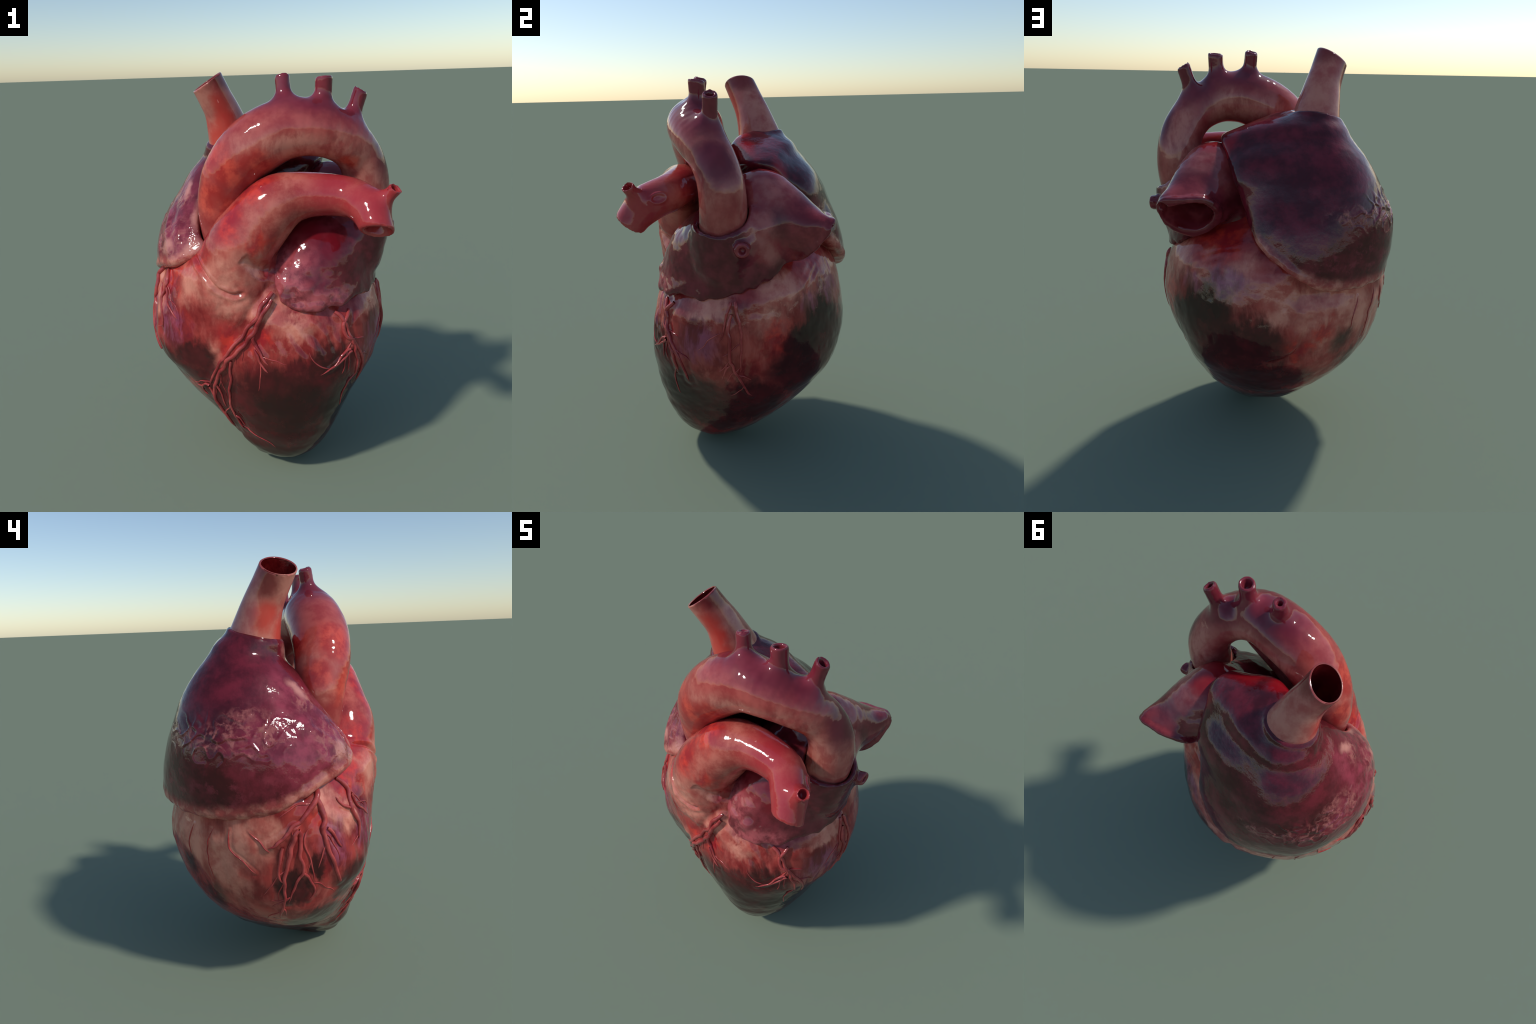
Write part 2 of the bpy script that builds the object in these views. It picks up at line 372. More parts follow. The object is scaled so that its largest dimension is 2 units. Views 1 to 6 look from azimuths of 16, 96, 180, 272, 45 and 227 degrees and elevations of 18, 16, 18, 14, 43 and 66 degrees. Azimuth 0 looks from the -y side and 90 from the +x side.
def build_left_atrium():
    P = lattice((-.06, -.60, .84), (.72, .58, 1.64), H)
    f = radial_field(P, lambda z: np.stack([np.full_like(z, LA_C[0]), np.full_like(z, LA_C[1])]), LA_Z, LA_R)
    f = smax(f, angle_curve(P, LA_C, LA_RIM, .012, 5)-P[..., 2], .03)
    f = smax(f, plane(P, (.09, -.42, 1.08), (-1, -.2, -.1)), .03)
    v = tube_in(P, VEIN)
    v = smin(v, tube_in(P, VEIN_SIDE), .05)
    mouth = ((.367, .378, 1.24), (-.2, .77, -.61))
    v = smax(v, plane(P, *mouth), .018)
    f = smin(f, v, .10)
    f = smin(f, smax(np.abs(plane(P, *mouth)+.014)-.014, v-.012, .016), .016)      # rolled lip of the mouth
    f = smin(f, tube_in(P, [(.17, .07, 1.15, .15), (.18, .085, 1.30, .14), (.21, .08, 1.40, .12)]), .05)
    f = smin(f, smax(tube_in(P, STUB), P[..., 0]-.62, .01), .04)
    bore = tube_in(P, [(.345, .25, 1.33, .07), (.355, .33, 1.275, .094), (.37, .46, 1.18, .094)])
    bore = smin(bore, tube_in(P, [(.37, .28, 1.31, .05), (.425, .38, 1.275, .05), (.45, .48, 1.22, .05)]), .04)
    f = smax(f, -bore, .014)
    f = smax(f, -tube_in(P, [(.458, .408, 1.310, .014), (.484, .466, 1.303, .020)]), .008)
    f = smax(f, -tube_in(P, [(.605, .053, 1.233, .018), (.66, .06, 1.24, .022)]), .008)
    # the wall draws back in a lip around the descending vessel
    d = tube_in(P, AORTA[-6:])
    foot = smax(d-.016, P[..., 2]-1.272-.25*np.abs(P[..., 1]+.05), .02)
    f = smin(f, foot+np.clip((.46-P[..., 0])*2, 0, .2), .06)
    lip = smax(np.abs(d-.016)-.016, f-.014, .02)+np.clip((.46-P[..., 0])*2, 0, .2)
    f = smin(f, lip, .02)
    return smax(f, .003-d, .012), P

def build_right_atrium():
    P = lattice((-.70, -.50, .80), (.34, .62, 1.76), H)
    f = radial_field(P, lambda z: np.stack([np.full_like(z, RA_C[0]), np.full_like(z, RA_C[1])]), RA_Z, RA_R)
    f = smax(f, angle_curve(P, RA_C, RA_RIM, .007, 9)-P[..., 2], .035)
    f = smax(f, plane(P, (.165, .31, 1.36), (.152, -.013, -.076)), .04)
    big = [(x, y, z, r+.006) for x, y, z, r in AORTA[:6]]
    f = smax(f, -tube_in(P, big), .03)
    # collar that the vena cava sits in
    d = tube_in(P, SVC[:4])
    f = smin(f, smax(d-.012, plane(P, (-.225, .03, 1.672), (-.12, -.30, 1)), .012), .025)
    return f, P

def mesh_of(field, h=None, smooth=6, sub=1):
    f, P = field
    V, Q = surface_nets(f, P, float(P[1, 0, 0, 0]-P[0, 0, 0, 0]))
    V = relax(V, Q, smooth)
    for _ in range(sub): V, Q = subdivide(V, Q)
    return V, Q

# ------------------------------------------------------------------ materials
def material(name, build):
    m = bpy.data.materials.new(name); m.use_nodes = True
    nt = m.node_tree; nt.nodes.clear()
    build(nt); return m

class Net:
    def __init__(s, nt):
        s.nt = nt; s.L = nt.links.new
        s.out = s.n('ShaderNodeOutputMaterial'); s.bsdf = s.n('ShaderNodeBsdfPrincipled')
        s.L(s.bsdf.outputs[0], s.out.inputs[0])
        s.P = s.n('ShaderNodeTexCoord').outputs['Object']
    def n(s, t, **k):
        nd = s.nt.nodes.new(t)
        for a, v in k.items(): setattr(nd, a, v)
        return nd
    def noise(s, scale, detail=4, rough=.6, dist=0, vec=None, out='Fac'):
        nd = s.n('ShaderNodeTexNoise'); nd.inputs['Scale'].default_value = scale; nd.inputs['Detail'].default_value = detail
        nd.inputs['Roughness'].default_value = rough; nd.inputs['Distortion'].default_value = dist
        s.L(vec or s.P, nd.inputs['Vector']); return nd.outputs[out]
    def math(s, op, a, b=None, clamp=False):
        nd = s.n('ShaderNodeMath', operation=op, use_clamp=clamp)
        for i, v in enumerate((a, b)):
            if v is None: continue
            if isinstance(v, (int, float)): nd.inputs[i].default_value = v
            else: s.L(v, nd.inputs[i])
        return nd.outputs[0]
    def vmath(s, op, a, b=None, out=0):
        nd = s.n('ShaderNodeVectorMath', operation=op)
        for i, v in enumerate((a, b)):
            if v is None: continue
            if isinstance(v, (tuple, list)): nd.inputs[i].default_value = v
            else: s.L(v, nd.inputs[i])
        return nd.outputs[out]
    def ramp(s, x, lo, hi, a=0., b=1.):
        nd = s.n('ShaderNodeMapRange', interpolation_type='SMOOTHSTEP')
        s.L(x, nd.inputs[0])
        for i, v in enumerate((lo, hi, a, b)): nd.inputs[i+1].default_value = v
        return nd.outputs[0]
    def mix(s, fac, a, b):
        nd = s.n('ShaderNodeMix', data_type='RGBA', blend_type='MIX')
        for i, v in ((0, fac), (6, a), (7, b)):
            if isinstance(v, (int, float)): nd.inputs[i].default_value = v
            elif isinstance(v, tuple): nd.inputs[i].default_value = (*v, 1)
            else: s.L(v, nd.inputs[i])
        return nd.outputs[2]
    def warp(s, amp, scale, detail=3):
        v = s.vmath('SUBTRACT', s.noise(scale, detail, out='Color'), (.5, .5, .5))
        nd = s.n('ShaderNodeVectorMath', operation='SCALE'); s.L(v, nd.inputs[0]); nd.inputs['Scale'].default_value = amp
        return s.vmath('ADD', s.P, nd.outputs[0])
    def stretch(s, sc, scale, detail=4):
        return s.noise(scale, detail, vec=s.vmath('MULTIPLY', s.warp(.08, 5, 2), sc))
    def union(s, vec, items, soft=.4, k=1.):
        acc = None
        for c, r in items:
            d = s.vmath('MULTIPLY', s.vmath('SUBTRACT', vec, c), tuple(1/x for x in (r if isinstance(r, tuple) else (r, r, r))))
            l = s.vmath('LENGTH', d, out='Value')
            acc = l if acc is None else s.math('MINIMUM', acc, l)
        return s.ramp(acc, 1+soft, 1-soft, 0, k)
    def spot(s, vec, c, r, soft=.5, k=1.):
        d = s.vmath('SUBTRACT', vec, c)
        d = s.vmath('MULTIPLY', d, tuple(1/x for x in (r if isinstance(r, tuple) else (r, r, r))))
        l = s.vmath('LENGTH', d, out='Value')
        return s.ramp(l, 1+soft, 1-soft, 0, k)

def wet(net, col, rough=.10, bump=.25, bscale=26, extra=None):
    b = net.bsdf
    net.L(col, b.inputs['Base Color'])
    net.L(net.ramp(net.noise(9, 3), .3, .75, rough*.7, rough*1.4), b.inputs['Roughness'])
    b.inputs['IOR'].default_value = 1.5
    bn = net.n('ShaderNodeBump'); bn.inputs['Strength'].default_value = bump; bn.inputs['Distance'].default_value = .012
    h = net.math('ADD', net.noise(bscale, 5, .6), net.math('MULTIPLY', net.noise(bscale*.35, 2), 1.5))
    if extra is not None: h = net.math('ADD', h, extra)
    net.L(h, bn.inputs['Height']); net.L(bn.outputs[0], b.inputs['Normal'])

FAT = (.70, .26, .185); RED = (.62, .036, .024); MAROON = (.050, .0055, .0065)
BLACK = (.020, .006, .005); WINE = (.10, .009, .020)

def mat_ventricle(nt):
    n = Net(nt)
    wf = n.warp(.05, 20, 4)
    fib = n.stretch((1, 1, .3), 22, 4)
    # borders of the patches are drawn out along the muscle fibres
    shift = n.n('ShaderNodeCombineXYZ'); n.L(n.math('MULTIPLY', n.math('SUBTRACT', n.stretch((1, 1, .25), 24, 4), .5), .18), shift.inputs[2])
    w = n.vmath('ADD', n.warp(.15, 6, 5), shift.outputs[0])
    col = n.mix(n.ramp(n.noise(7, 5), .35, .68), (.21, .012, .014), (.40, .048, .040))
    col = n.mix(n.math('MULTIPLY', n.ramp(fib, .45, .7), .55), col, (.50, .105, .085))
    # pulmonary artery end of the surface: plain vessel wall
    wall = n.mix(n.ramp(n.noise(7, 6, .65), .36, .66), (.36, .042, .036), (.56, .15, .11))
    wall = n.mix(n.union(wf, [((.56, -.43, 1.44), .16), ((.36, -.31, 1.50), .14)], .5, .8), wall, (.38, .025, .035))
    col = n.mix(n.union(wf, [((.05, -.36, 1.38), (.22, .3, .16)), ((.3, -.33, 1.46), .25), ((.55, -.42, 1.42), .25), ((-.03, -.40, 1.27), (.15, .2, .1))], .25), col, wall)
    pale = n.union(w, [((-.29, -.45, 1.07), .11), ((-.10, -.53, 1.08), .12), ((-.04, -.51, .98), (.11, .1, .07)), ((.11, -.45, .96), .07), ((.02, -.49, 1.19), .07),
        ((-.17, -.48, .70), (.035, .06, .09)), ((.22, -.455, .87), (.10, .1, .05)), ((-.44, .35, .78), (.10, .1, .13)), ((-.55, .21, .74), .12), ((-.59, .10, .80), .11), ((-.61, .02, .86), .08),
        ((-.55, -.25, .96), .07), ((-.51, -.33, .89), .08), ((-.55, .17, .62), .09), ((.33, .33, .97), .10), ((.13, .44, .96), .12), ((-.05, .50, .85), .10),
        ((-.37, .40, .83), .10), ((-.23, .47, .81), .10), ((.44, .20, 1.0), .10), ((.50, .15, .84), .08), ((.53, -.14, .93), (.1, .12, .05)), ((-.31, .44, .66), (.1, .1, .10))], .55)
    pale = n.math('MULTIPLY', pale, n.ramp(n.noise(9, 5, .6), .25, .55, .65, 1))
    col = n.mix(pale, col, n.mix(n.ramp(n.noise(10, 4), .35, .65), (.50, .105, .080), FAT))
    red = n.union(w, [((.06, -.49, .82), .06), ((-.46, -.34, 1.03), .06), ((-.26, -.41, 1.17), .10), ((-.10, -.495, .80), .06), ((.49, .18, .80), .07), ((.47, .22, .72), .05),
        ((-.41, -.40, 1.04), .07), ((-.58, -.20, .91), .05), ((-.27, .46, .72), .06), ((-.12, .50, .62), (.12, .08, .04)), ((.22, .25, 1.12), .16), ((-.33, -.42, .80), (.05, .1, .1)),
        ((-.07, -.47, 1.37), (.06, .1, .12)), ((.06, -.49, 1.27), .06), ((.02, -.40, 1.50), .09)], .6, .85)
    col = n.mix(red, col, n.mix(n.ramp(n.noise(16, 4), .4, .65), (.34, .012, .02), RED))
    pur = n.union(w, [((-.43, -.42, .78), (.07, .08, .10)), ((-.41, -.41, .93), (.05, .07, .08)), ((-.35, -.45, .83), .06), ((-.555, -.31, .74), .06), ((-.57, -.26, .81), .07), ((.19, .42, .93), (.12, .1, .06)),
        ((.35, .33, .91), (.09, .1, .05)), ((.54, -.19, .75), .10)], .6, .7)
    col = n.mix(pur, col, n.mix(n.ramp(fib, .4, .65), WINE, (.26, .06, .13)))
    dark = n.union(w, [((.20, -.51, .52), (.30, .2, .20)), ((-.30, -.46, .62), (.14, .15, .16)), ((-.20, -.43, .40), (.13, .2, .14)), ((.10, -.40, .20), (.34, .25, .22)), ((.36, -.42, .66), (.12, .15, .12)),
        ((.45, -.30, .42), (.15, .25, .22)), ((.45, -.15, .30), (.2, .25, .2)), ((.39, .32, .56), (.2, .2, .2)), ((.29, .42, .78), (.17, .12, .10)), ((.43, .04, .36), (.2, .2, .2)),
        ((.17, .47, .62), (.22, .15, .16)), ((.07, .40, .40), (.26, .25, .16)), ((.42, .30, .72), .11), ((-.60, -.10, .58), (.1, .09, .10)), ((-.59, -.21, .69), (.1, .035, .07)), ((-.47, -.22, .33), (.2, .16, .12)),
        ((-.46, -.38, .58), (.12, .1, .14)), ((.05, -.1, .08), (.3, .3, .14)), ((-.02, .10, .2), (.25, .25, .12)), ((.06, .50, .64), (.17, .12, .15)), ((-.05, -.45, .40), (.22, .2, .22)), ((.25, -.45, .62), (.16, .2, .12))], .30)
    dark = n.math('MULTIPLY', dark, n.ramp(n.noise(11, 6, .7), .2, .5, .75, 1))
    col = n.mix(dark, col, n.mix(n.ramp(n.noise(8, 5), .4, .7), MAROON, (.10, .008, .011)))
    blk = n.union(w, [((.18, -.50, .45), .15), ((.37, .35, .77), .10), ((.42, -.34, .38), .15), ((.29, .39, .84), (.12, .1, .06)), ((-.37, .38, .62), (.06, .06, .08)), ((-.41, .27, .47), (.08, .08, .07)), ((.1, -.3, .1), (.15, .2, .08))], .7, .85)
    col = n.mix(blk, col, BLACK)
    wet(n, col, .05, .14, 20, n.math('MULTIPLY', fib, .6))

def mat_aorta(nt):
    n = Net(nt)
    w = n.warp(.14, 6, 5); wf = n.warp(.05, 20, 4)
    col = n.mix(n.ramp(n.noise(8, 5), .35, .68), (.31, .036, .036), (.45, .09, .075))
    ring = n.stretch((1, .5, .5), 22, 4)
    pale = n.union(w, [((.15, -.35, 1.68), (.28, .12, .06)), ((.40, -.25, 1.62), .13), ((.5, -.12, 1.50), .12), ((.45, .05, 1.58), (.1, .1, .25)), ((.2, -.12, 1.72), (.3, .08, .07)),
        ((-.20, -.38, 1.40), .05), ((-.29, -.28, 1.42), .06), ((-.25, -.25, 1.58), .10), ((.45, -.06, 1.34), .12)], .6)
    pale = n.math('MULTIPLY', pale, n.ramp(ring, .35, .62, .25, 1))
    col = n.mix(pale, col, (.58, .20, .15))
    red = n.union(w, [((-.20, -.36, 1.44), .10), ((-.11, -.40, 1.58), .08), ((-.22, -.33, 1.62), .10), ((-.29, -.25, 1.50), .07), ((-.15, -.15, 1.62), .06), ((.02, -.39, 1.62), (.1, .1, .05)), ((.41, -.22, 1.60), .04)], .6, .85)  # sunlit flank of the aorta tinted brighter orange-red for the sun
    col = n.mix(red, col, n.mix(n.ramp(n.noise(14, 4), .4, .65), (.40, .02, .018), (.66, .075, .045)))
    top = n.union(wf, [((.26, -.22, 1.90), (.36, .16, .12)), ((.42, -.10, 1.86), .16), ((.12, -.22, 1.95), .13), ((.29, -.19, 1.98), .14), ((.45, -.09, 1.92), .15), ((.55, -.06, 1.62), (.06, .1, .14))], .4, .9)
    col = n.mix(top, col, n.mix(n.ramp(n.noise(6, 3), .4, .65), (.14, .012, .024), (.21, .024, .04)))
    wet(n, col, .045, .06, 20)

def mat_left_atrium(nt):
    n = Net(nt)
    w = n.warp(.12, 7, 5); wf = n.warp(.05, 20, 4)
    col = n.mix(n.ramp(n.noise(8, 6, .65), .36, .66), (.10, .010, .015), (.21, .024, .036))
    ear = n.union(w, [((.16, -.42, 1.03), .12), ((.24, -.44, .97), (.14, .1, .05)), ((.35, -.40, 1.0), (.15, .1, .05)), ((.2, -.36, 1.18), .10)], .5)
    col = n.mix(n.math('MULTIPLY', ear, n.ramp(n.noise(17, 5), .35, .62, .15, 1)), col, (.42, .085, .095))
    col = n.mix(n.union(wf, [((.23, -.31, 1.26), .10), ((.36, -.33, 1.22), (.05, .1, .08))], .5, .8), col, (.16, .005, .012))  # auricle top darkened to paint the shadow under the pulmonary artery
    pale = n.union(w, [((.42, .14, 1.49), .12), ((.52, .12, 1.33), (.1, .07, .13)), ((.50, .16, 1.22), .08), ((.36, .20, 1.45), .12), ((.24, .2, 1.40), .1)], .5)
    col = n.mix(pale, col, n.mix(n.ramp(n.noise(10, 5), .35, .65), (.32, .045, .048), (.44, .125, .11)))
    tip = n.union(wf, [((.42, .36, 1.33), (.14, .12, .14)), ((.40, .30, 1.2), .10), ((.48, .44, 1.29), .12), ((.62, .06, 1.235), .05)], .4, .85)
    col = n.mix(tip, col, n.mix(n.ramp(n.noise(9, 4), .4, .65), (.19, .018, .026), (.34, .05, .055)))
    col = n.mix(n.union(wf, [((.30, .1, 1.55), (.09, .12, .07)), ((.33, .0, 1.50), .1)], .4, .8), col, (.30, .01, .015))
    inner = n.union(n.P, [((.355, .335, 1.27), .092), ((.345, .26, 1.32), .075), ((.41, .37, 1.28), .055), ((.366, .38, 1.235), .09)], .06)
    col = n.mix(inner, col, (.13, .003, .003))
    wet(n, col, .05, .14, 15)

def mat_right_atrium(nt):
    n = Net(nt)
    w = n.warp(.12, 7, 5); wf = n.warp(.05, 22, 5)
    col = n.mix(n.ramp(n.noise(7, 6, .65), .38, .68), (.065, .0048, .0080), (.17, .013, .024))
    front = n.union(w, [((-.52, -.15, 1.22), (.2, .25, .2)), ((-.42, -.28, 1.22), .17), ((-.45, -.1, 1.42), .12)], .5)
    col = n.mix(front, col, n.mix(n.ramp(n.noise(12, 5), .35, .65), (.15, .011, .022), (.29, .036, .060)))
    # branching pale strands
    strand = n.ramp(n.math('ABSOLUTE', n.math('SUBTRACT', n.noise(14, 3, .5, .4), .5)), .085, .015)
    strand = n.math('MULTIPLY', strand, n.ramp(n.noise(26, 4), .38, .58))
    zone = n.union(w, [((-.58, .08, 1.28), (.14, .15, .09)), ((-.52, .24, 1.26), (.15, .12, .055)), ((-.36, .36, 1.27), (.14, .12, .04)), ((-.46, -.27, 1.19), (.10, .12, .13)), ((-.36, -.33, 1.17), .10), ((-.43, -.17, 1.38), (.07, .07, .05))], .5)
    col = n.mix(n.math('MULTIPLY', zone, n.math('ADD', n.math('MULTIPLY', strand, .8), n.ramp(n.noise(24, 5), .48, .66, 0, .4))), col, (.36, .105, .092))
    low = n.union(w, [((-.60, .1, 1.03), (.14, .35, .10)), ((-.35, .42, 1.05), (.3, .15, .10)), ((-.55, -.15, 1.10), .12)], .4)
    col = n.mix(n.math('MULTIPLY', low, n.ramp(n.noise(13, 6, .7), .50, .64, 0, .7)), col, (.24, .028, .045))
    spots = n.union(w, [((-.41, -.15, 1.46), (.03, .06, .06)), ((-.45, -.30, 1.17), (.04, .04, .04)), ((-.30, -.36, 1.13), (.06, .06, .10)), ((-.31, -.30, 1.36), (.04, .08, .08)), ((-.25, -.14, 1.60), .05)], .5)
    col = n.mix(spots, col, (.55, .22, .18))
    red = n.union(w, [((.10, -.02, 1.63), (.17, .07, .05)), ((-.05, -.05, 1.68), .06), ((.20, .18, 1.45), (.07, .05, .14)), ((.04, .36, 1.16), (.05, .05, .06))], .4, .9)
    col = n.mix(red, col, (.30, .006, .012))
    # fatty rim along the groove: height of the rim as a function of the angle round the chamber
    sep = n.n('ShaderNodeSeparateXYZ'); n.L(n.vmath('SUBTRACT', wf, (RA_C[0], RA_C[1], 0)), sep.inputs[0])
    ang = n.math('ARCTAN2', n.math('MULTIPLY', sep.outputs[1], -1), n.math('MULTIPLY', sep.outputs[0], -1))
    ang = n.math('ADD', n.math('DIVIDE', ang, 2*math.pi), .5)
    cr = n.n('ShaderNodeValToRGB'); n.L(ang, cr.inputs[0])
    el = cr.color_ramp.elements
    pts = [(a, z) for a, z in RA_RIM if 55 <= a <= 256]
    el[0].position, el[0].color = pts[0][0]/360, (pts[0][1]/2,)*3+(1,)
    el[1].position, el[1].color = pts[-1][0]/360, (pts[-1][1]/2,)*3+(1,)
    for a, z in pts[1:-1]:
        e = el.new(a/360); e.color = (z/2,)*3+(1,)
    over = n.math('SUBTRACT', sep.outputs[2], n.math('MULTIPLY', cr.outputs[0], 2))
    rim = n.ramp(over, .085, .025)
    rim = n.math('MULTIPLY', rim, n.ramp(n.noise(14, 5), .25, .5, .65, 1))
    col = n.mix(rim, col, n.mix(n.ramp(n.noise(18, 4), .4, .65), (.40, .070, .062), (.60, .21, .155)))
    wet(n, col, .05, .20, 19, n.math('MULTIPLY', strand, n.math('MULTIPLY', zone, .8)))

def mat_vein(nt):
    n = Net(nt)
    w = n.warp(.12, 7, 5)
    st = n.stretch((1, 1, .3), 20, 4)
    col = n.mix(n.ramp(n.noise(8, 5), .35, .65), (.44, .09, .075), (.62, .23, .17))
    col = n.mix(n.math('MULTIPLY', n.ramp(st, .45, .65), .5), col, (.60, .21, .155))
    red = n.union(w, [((-.35, -.02, 1.75), (.06, .06, .07)), ((-.22, -.09, 1.80), (.05, .08, .14)), ((-.23, -.08, 1.68), .08), ((-.27, .12, 1.63), (.2, .1, .04))], .5, .85)
    col = n.mix(red, col, (.60, .055, .038))
    top = n.union(w, [((-.30, -.075, 1.985), (.16, .16, .055)), ((-.36, -.04, 1.89), (.05, .05, .06))], .5, .85)
    col = n.mix(top, col, (.20, .018, .020))
    wet(n, col, .05, .07, 20)

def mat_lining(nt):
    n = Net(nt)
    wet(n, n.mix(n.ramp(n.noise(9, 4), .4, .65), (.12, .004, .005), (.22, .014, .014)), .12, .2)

def mat_coronary(nt):
    n = Net(nt)
    col = n.mix(n.ramp(n.noise(9, 4), .35, .65), (.26, .022, .026), (.48, .075, .068))
    wet(n, col, .10, .12, 40)

# ------------------------------------------------------------------ assembly
scene = bpy.context.scene
root = bpy.data.objects.new('human_heart', None)
root['label'] = 'glossy wet red human heart with cut great vessels'
root['category'] = 'heart'
scene.collection.objects.link(root)

def add_mesh(name, V, Q, mat, N=None, parent=root):
    me = bpy.data.meshes.new(name)
    me.from_pydata([], [], [])
    me.vertices.add(len(V)); me.vertices.foreach_set('co', np.asarray(V, np.float32).ravel())
    n = Q.shape[1]
    me.loops.add(Q.size); me.loops.foreach_set('vertex_index', Q.astype(np.int32).ravel())
    me.polygons.add(len(Q)); me.polygons.foreach_set('loop_start', np.arange(0, Q.size, n, dtype=np.int32))
    me.polygons.foreach_set('use_smooth', np.ones(len(Q), bool))
    me.update(calc_edges=True); me.validate()
    me.materials.append(mat)
    if N is not None: me.normals_split_custom_set_from_vertices([tuple(x) for x in N])
    ob = bpy.data.objects.new(name, me); scene.collection.objects.link(ob); ob.parent = parent
    return ob

def split(V, Q, regions):
    """regions: list of (name, face mask, material); one smooth surface, shared normals"""
    N = normals(V, Q); obs = []
    for name, mask, mat in regions:
        q = Q[mask]; u, inv = np.unique(q, return_inverse=True)
        if len(u): obs.append(add_mesh(name, V[u], inv.reshape(q.shape), mat, N[u]))
    return obs

def tube_mesh(path, rad, n=12, close=True):
    """swept tube with rounded tip"""
    C = np.array(path, float); T = np.gradient(C, axis=0); T /= np.linalg.norm(T, axis=1)[:, None]
    up = np.array([0, 0, 1.]) if abs(T[0][2]) < .9 else np.array([1., 0, 0])
    a = np.cross(T[0], up); a /= np.linalg.norm(a)
    V = []
    for k in range(len(C)):
        a = a-T[k]*(a@T[k]); a /= np.linalg.norm(a); b = np.cross(T[k], a)
        th = np.arange(n)*2*np.pi/n
        V.append(C[k]+rad[k]*(np.cos(th)[:, None]*a+np.sin(th)[:, None]*b))
    m = len(C); V = np.vstack(V)
    i = np.arange(m-1)[:, None]*n; j = np.arange(n)[None]; j2 = (j+1) % n
    Q = np.stack([i+j, i+j2, i+n+j2, i+n+j], -1).reshape(-1, 4)
    return V, Q

MATS = {k: material(k, f) for k, f in dict(ventricle_flesh=mat_ventricle, aorta_wall=mat_aorta, left_atrium_flesh=mat_left_atrium,
        right_atrium_flesh=mat_right_atrium, vein_wall=mat_vein, vessel_lining=mat_lining, coronary_wall=mat_coronary).items()}

def local_line(V, pts, reach):
    """line_dist limited to the neighbourhood of the line"""
    P = np.array(pts); lo, hi = P.min(0)-reach, P.max(0)+reach
    m = np.where(((V > lo) & (V < hi)).all(1))[0]
    d, t = line_dist(V[m], pts, 5)
    return m, d, t

def fibres(V, axis, across, along, seed):
    """noise drawn out along an axis"""
    a = np.array(axis, float); a /= np.linalg.norm(a)
    t = V@a
    return noise3((V-t[:, None]*a)*across+(t*along)[:, None]*a, 1., seed)

def coronary(bvh, rad, pts):
    C = catmull(pts, 6); n = len(C); out = []
    seg = np.linalg.norm(np.diff(C, axis=0), axis=1).sum()
    m = max(8, int(seg/.006)); t = np.linspace(0, n-1, m)
    C = np.stack([np.interp(t, np.arange(n), C[:, k]) for k in range(3)], 1)
    u = np.linspace(0, 1, m)
    wig = np.stack([noise3(C, 16, 31+k) for k in range(3)], 1)*.007*np.minimum(1, 6*u)[:, None]
    r = rad*(1-.55*u)*np.clip((1-u)/.12, .12, 1)**.6*np.clip(.75+u/.1*.25, 0, 1)
    r *= 1+.10*noise3(C, 30, 5)
    if rad < .0062: r *= np.clip(.15+u/.25, 0, 1)
    for k, p in enumerate(C+wig):
        loc, nor, _, _ = bvh.find_nearest(Vector(p))
        sink = -.35 if u[k] > .97 or (rad < .0062 and u[k] < .06) else .30
        out.append(np.array(loc+nor*(r[k]*sink)))
    Q = np.array(out)
    for _ in range(2): Q[1:-1] = .5*Q[1:-1]+.25*(Q[:-2]+Q[2:])
    return tube_mesh(Q, r, 12)

def twigs(bvh, vessels):
    """fine side branches that leave the larger vessels and run on over the surface"""
    rs = np.random.RandomState(4); out = []
    for r, pts in vessels:
        C = catmull(pts, 6); L = np.linalg.norm(np.diff(C, axis=0), axis=1).sum()
        for k in range(int(L/.16) if r > .0055 else 0):
            i = rs.randint(len(C)//5, len(C)-1)
            p = Vector(C[i]); t = Vector(C[min(i+1, len(C)-1)]-C[i-1]).normalized()
            loc, nor, _, _ = bvh.find_nearest(p)
            side = nor.cross(t)*(1 if rs.rand() < .5 else -1)
            d = (t*rs.uniform(.6, 1)+side*rs.uniform(.35, .8)).normalized()
            path = [tuple(loc)]; step = rs.uniform(.022, .045)
            for _ in range(rs.randint(3, 6)):
                p = p+d*step; loc, nor, _, _ = bvh.find_nearest(p); p = loc
                path.append(tuple(loc))
                d = (d+nor.cross(d)*rs.uniform(-.45, .45)+Vector((0, 0, -.15))).normalized()
            out.append((min(r*.5, rs.uniform(.003, .0055)), path))
    return out

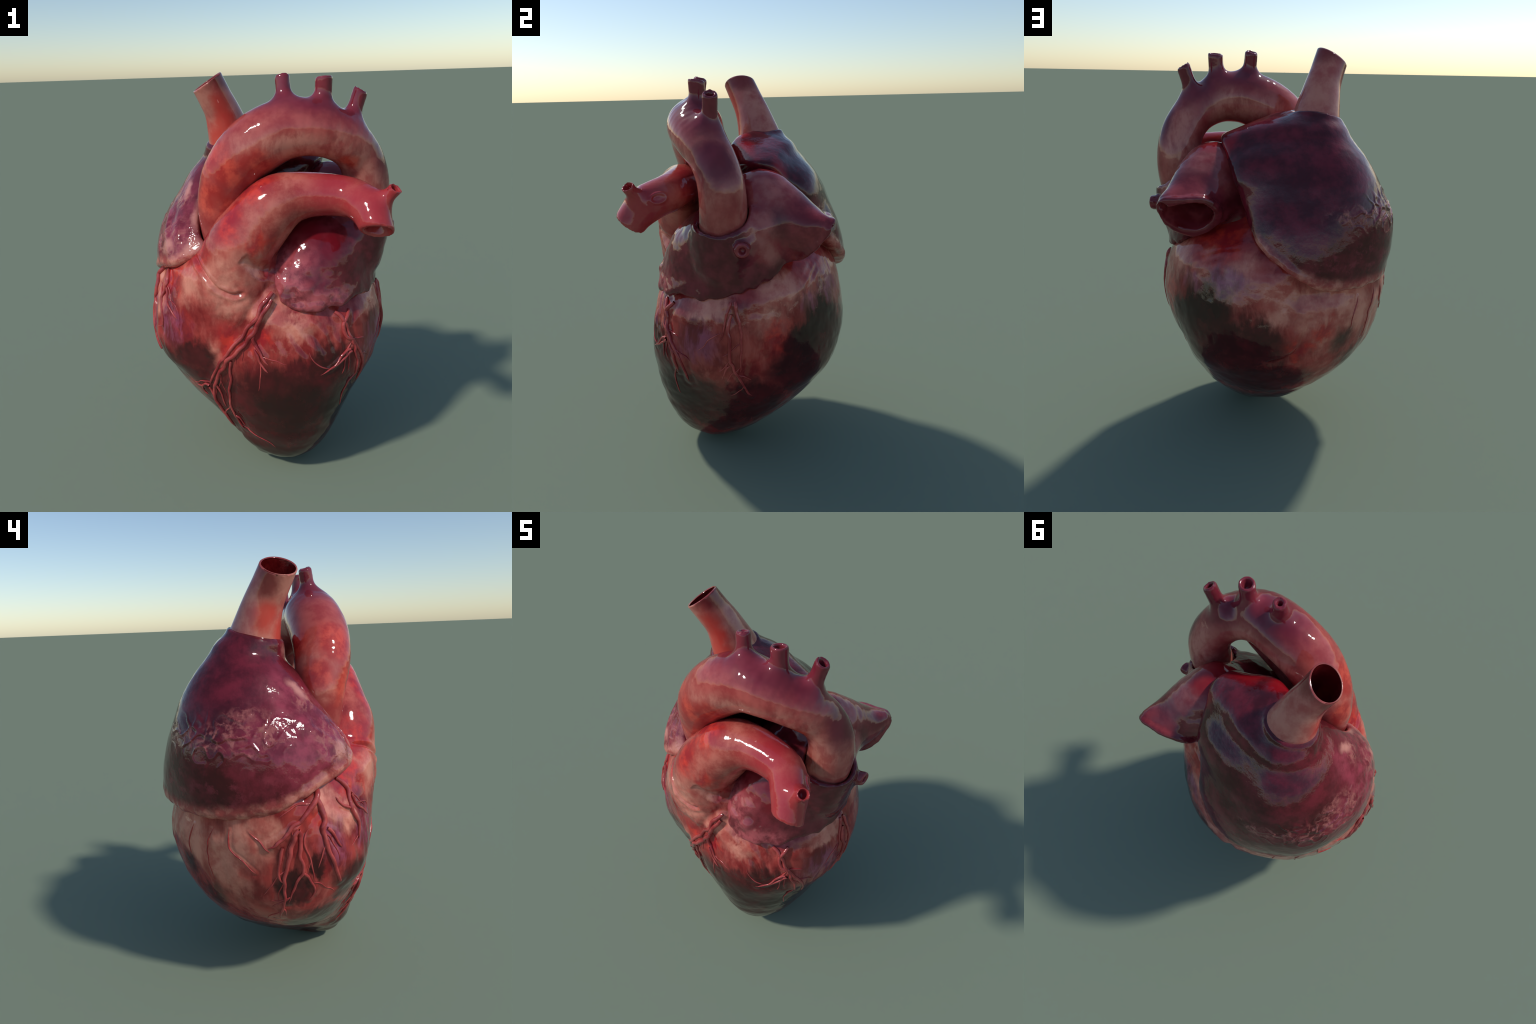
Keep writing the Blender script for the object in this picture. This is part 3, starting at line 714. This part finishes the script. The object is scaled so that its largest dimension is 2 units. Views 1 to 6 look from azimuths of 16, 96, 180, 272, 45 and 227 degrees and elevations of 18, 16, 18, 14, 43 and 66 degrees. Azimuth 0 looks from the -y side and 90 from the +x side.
def main():
    # ---- ventricles and pulmonary artery: one surface
    V, Q = mesh_of(build_ventricles())
    N = normals(V, Q)
    vessels = VESSELS_FRONT+VESSELS_RIGHT+VESSELS_LEFT
    d = .006*fractal(V, 3.0, 11, 2)
    body = np.clip((1.12-V[:, 2])/.1, 0, 1)
    d += .0022*fractal(V, 14, 41, 2)*body
    rv = blob(V, (-.50, -.33, .80), (.25, .25, .25)); lvf = blob(V, (.30, -.45, .80), (.30, .25, .22)); lvs = blob(V, (.55, -.12, .68), (.2, .3, .32)); bk = blob(V, (-.5, .25, .7), (.3, .3, .35))
    d += .017*rv*fibres(V, (.25, -.35, -.9), 24, 4, 3)+.013*lvf*fibres(V, (.55, -.2, -.8), 26, 4, 4)+.005*lvs*fibres(V, (.1, -.25, -.9), 24, 3.5, 6)+.005*bk*fibres(V, (.1, -.1, -1), 16, 4, 7)
    con = blob(V, (-.1, -.5, 1.0), (.3, .2, .22)); d += .010*con*fractal(V, 9, 51, 3)+.009*con*fibres(V, (.3, -.2, -1), 20, 6, 52)
    for w, dep, pts in CREASES:
        m, q, t = local_line(V, pts, w*4)
        g = np.exp(-(q/w)**2)-.18*np.exp(-((q-2.2*w)/w)**2)
        d[m] -= dep*g*np.clip(np.minimum(t, 1-t)/.12+.25, 0, 1)
    ringc = np.array((.535, -.325, 1.462)); q = np.linalg.norm((V-ringc)*np.array((.2, 1., 1.35)), axis=1)
    d += .007*np.exp(-((q-.030)/.008)**2)*(V[:, 0] > .48)
    for r, pts in vessels:
        m, q, t = local_line(V, pts, r*6)
        d[m] += .45*r*np.exp(-(q/(1.9*r))**2)*(1-.5*t)-.25*r*np.exp(-((q-3.2*r)/(1.2*r))**2)
    V = V+N*d[:, None]
    V[:, 2] = np.where(V[:, 2] < .02, .02+(V[:, 2]-.02)*.5, V[:, 2])
    c = V[Q].mean(1)
    pul = (c[:, 2] > 1.16) & (tube(c.astype(F), PULM) < .05)
    # the front groove carries the vessels and divides the two ventricles
    groove = np.interp(c[:, 2], [0, .25, .5, .66, .85, 1.0, 1.2], [.05, -.12, -.19, -.13, .03, .10, .10])
    back = np.interp(c[:, 2], [0, .4, 1.0], [-.05, -.10, -.10])
    lv = c[:, 0] > np.where(c[:, 1] < -.1, groove, back)
    split(V, Q, [('pulmonary_artery', pul, MATS['ventricle_flesh']), ('left_ventricle', ~pul & lv, MATS['ventricle_flesh']), ('right_ventricle', ~pul & ~lv, MATS['ventricle_flesh'])])
    bvh = BVHTree.FromPolygons(V.tolist(), Q.tolist())
    for r, pts in vessels+twigs(bvh, vessels):
        add_mesh('coronary_vessel', *coronary(bvh, r, pts), MATS['coronary_wall'])
    # ---- aorta
    V, Q = mesh_of(build_aorta()); N = normals(V, Q)
    V = V+N*(.003*fractal(V, 4, 21, 2)+.0008*noise3(V, 22, 8))[:, None]
    c = V[Q].mean(1).astype(F)
    dist = np.stack([tube(c, b) for b in BRANCH], 1); w = dist.argmin(1)
    br = (tube(c, AORTA) > .035)
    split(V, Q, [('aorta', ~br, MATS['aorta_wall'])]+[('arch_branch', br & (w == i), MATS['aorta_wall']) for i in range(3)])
    # ---- left atrium with its veins
    V, Q = mesh_of(build_left_atrium()); N = normals(V, Q)
    ear = np.clip(1.3-blob(V, (.42, .22, 1.38), (.25, .3, .3))*3, 0, 1)
    lob = blob(V, (.22, -.42, 1.02), (.26, .2, .2))
    d = ear*.005*fractal(V, 6, 61, 2)+lob*(.016*fractal(V, 11, 62, 2)+.010*np.abs(noise3(V, 9, 63)))+.002*fractal(V, 18, 64, 2)*ear
    V = V+N*d[:, None]
    c = V[Q].mean(1).astype(F)
    ve = (c[:, 1] > .22) & (c[:, 2] > 1.08) & (np.minimum(tube(c, VEIN), tube(c, VEIN_SIDE)) < .03)
    st = (c[:, 0] > .56) & (tube(c, STUB) < .02)
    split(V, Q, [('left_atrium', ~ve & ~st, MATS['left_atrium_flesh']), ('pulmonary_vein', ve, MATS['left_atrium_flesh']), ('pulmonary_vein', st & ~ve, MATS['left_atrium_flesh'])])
    # ---- right atrium
    V, Q = mesh_of(build_right_atrium()); N = normals(V, Q)
    th = np.degrees(np.arctan2(V[:, 1]-RA_C[1], V[:, 0]-RA_C[0])) % 360
    rim = V[:, 2]-np.interp(th, [a for a, z in RA_RIM], [z for a, z in RA_RIM])
    roll = np.exp(-((rim-.03)/.028)**2)
    front = blob(V, (-.46, -.22, 1.2), (.3, .35, .35)); mid = blob(V, (-.5, .15, 1.25), (.35, .4, .16))
    d = .0035*fractal(V, 5, 71, 2)+roll*(.007+.005*fibres(V, (0, 0, 1), 24, 8, 72))+front*.010*fibres(V, (.35, -.55, -.75), 20, 5, 73)
    d += mid*(.0035*fractal(V, 13, 74, 2)+.008*np.exp(-(noise3(V, 15, 76)/.13)**2))+.0006*fractal(V, 22, 75, 2)
    V = V+N*d[:, None]
    split(V, Q, [('right_atrium', np.ones(len(Q), bool), MATS['right_atrium_flesh'])])
    # ---- superior vena cava: swept wall cut at a slant, with a lining inside
    C = catmull(SVC, 10)
    n = 72
    T = np.gradient(C[:, :3], axis=0); T /= np.linalg.norm(T, axis=1)[:, None]
    cut = np.array((-.299, -.074, 1.957)); nrm = np.array((-.5, -.22, .84)); nrm /= np.linalg.norm(nrm)
    def sweep(scale, drop):
        W, _ = tube_mesh(C[:, :3], C[:, 3]*scale, n)
        W = W+(W-np.repeat(C[:, :3], n, 0))*(.035*noise3(W, 7, 81))[:, None]
        W = W.reshape(len(C), n, 3)
        over = (W-(cut-T[-8]*drop))@nrm
        W = W-np.where(over[..., None] > 0, over[..., None]*T[:, None]/(T@nrm)[:, None, None], 0)
        end = np.where((over > 0).all(1))[0][0]+1
        return W[:end]
    def skin(R):
        m = len(R); i = np.arange(m-1)[:, None]*n; j = np.arange(n)[None]; j2 = (j+1) % n
        return R.reshape(-1, 3), np.stack([i+j, i+j2, i+n+j2, i+n+j], -1).reshape(-1, 4)
    outer = sweep(1., .0); mid = sweep(.965, -.004); inner = sweep(.92, .0)
    lip = np.concatenate([outer, mid[-1:], inner[-1:]])
    add_mesh('superior_vena_cava', *skin(lip), MATS['vein_wall'])
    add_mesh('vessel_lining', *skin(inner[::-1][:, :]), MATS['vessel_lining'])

main()
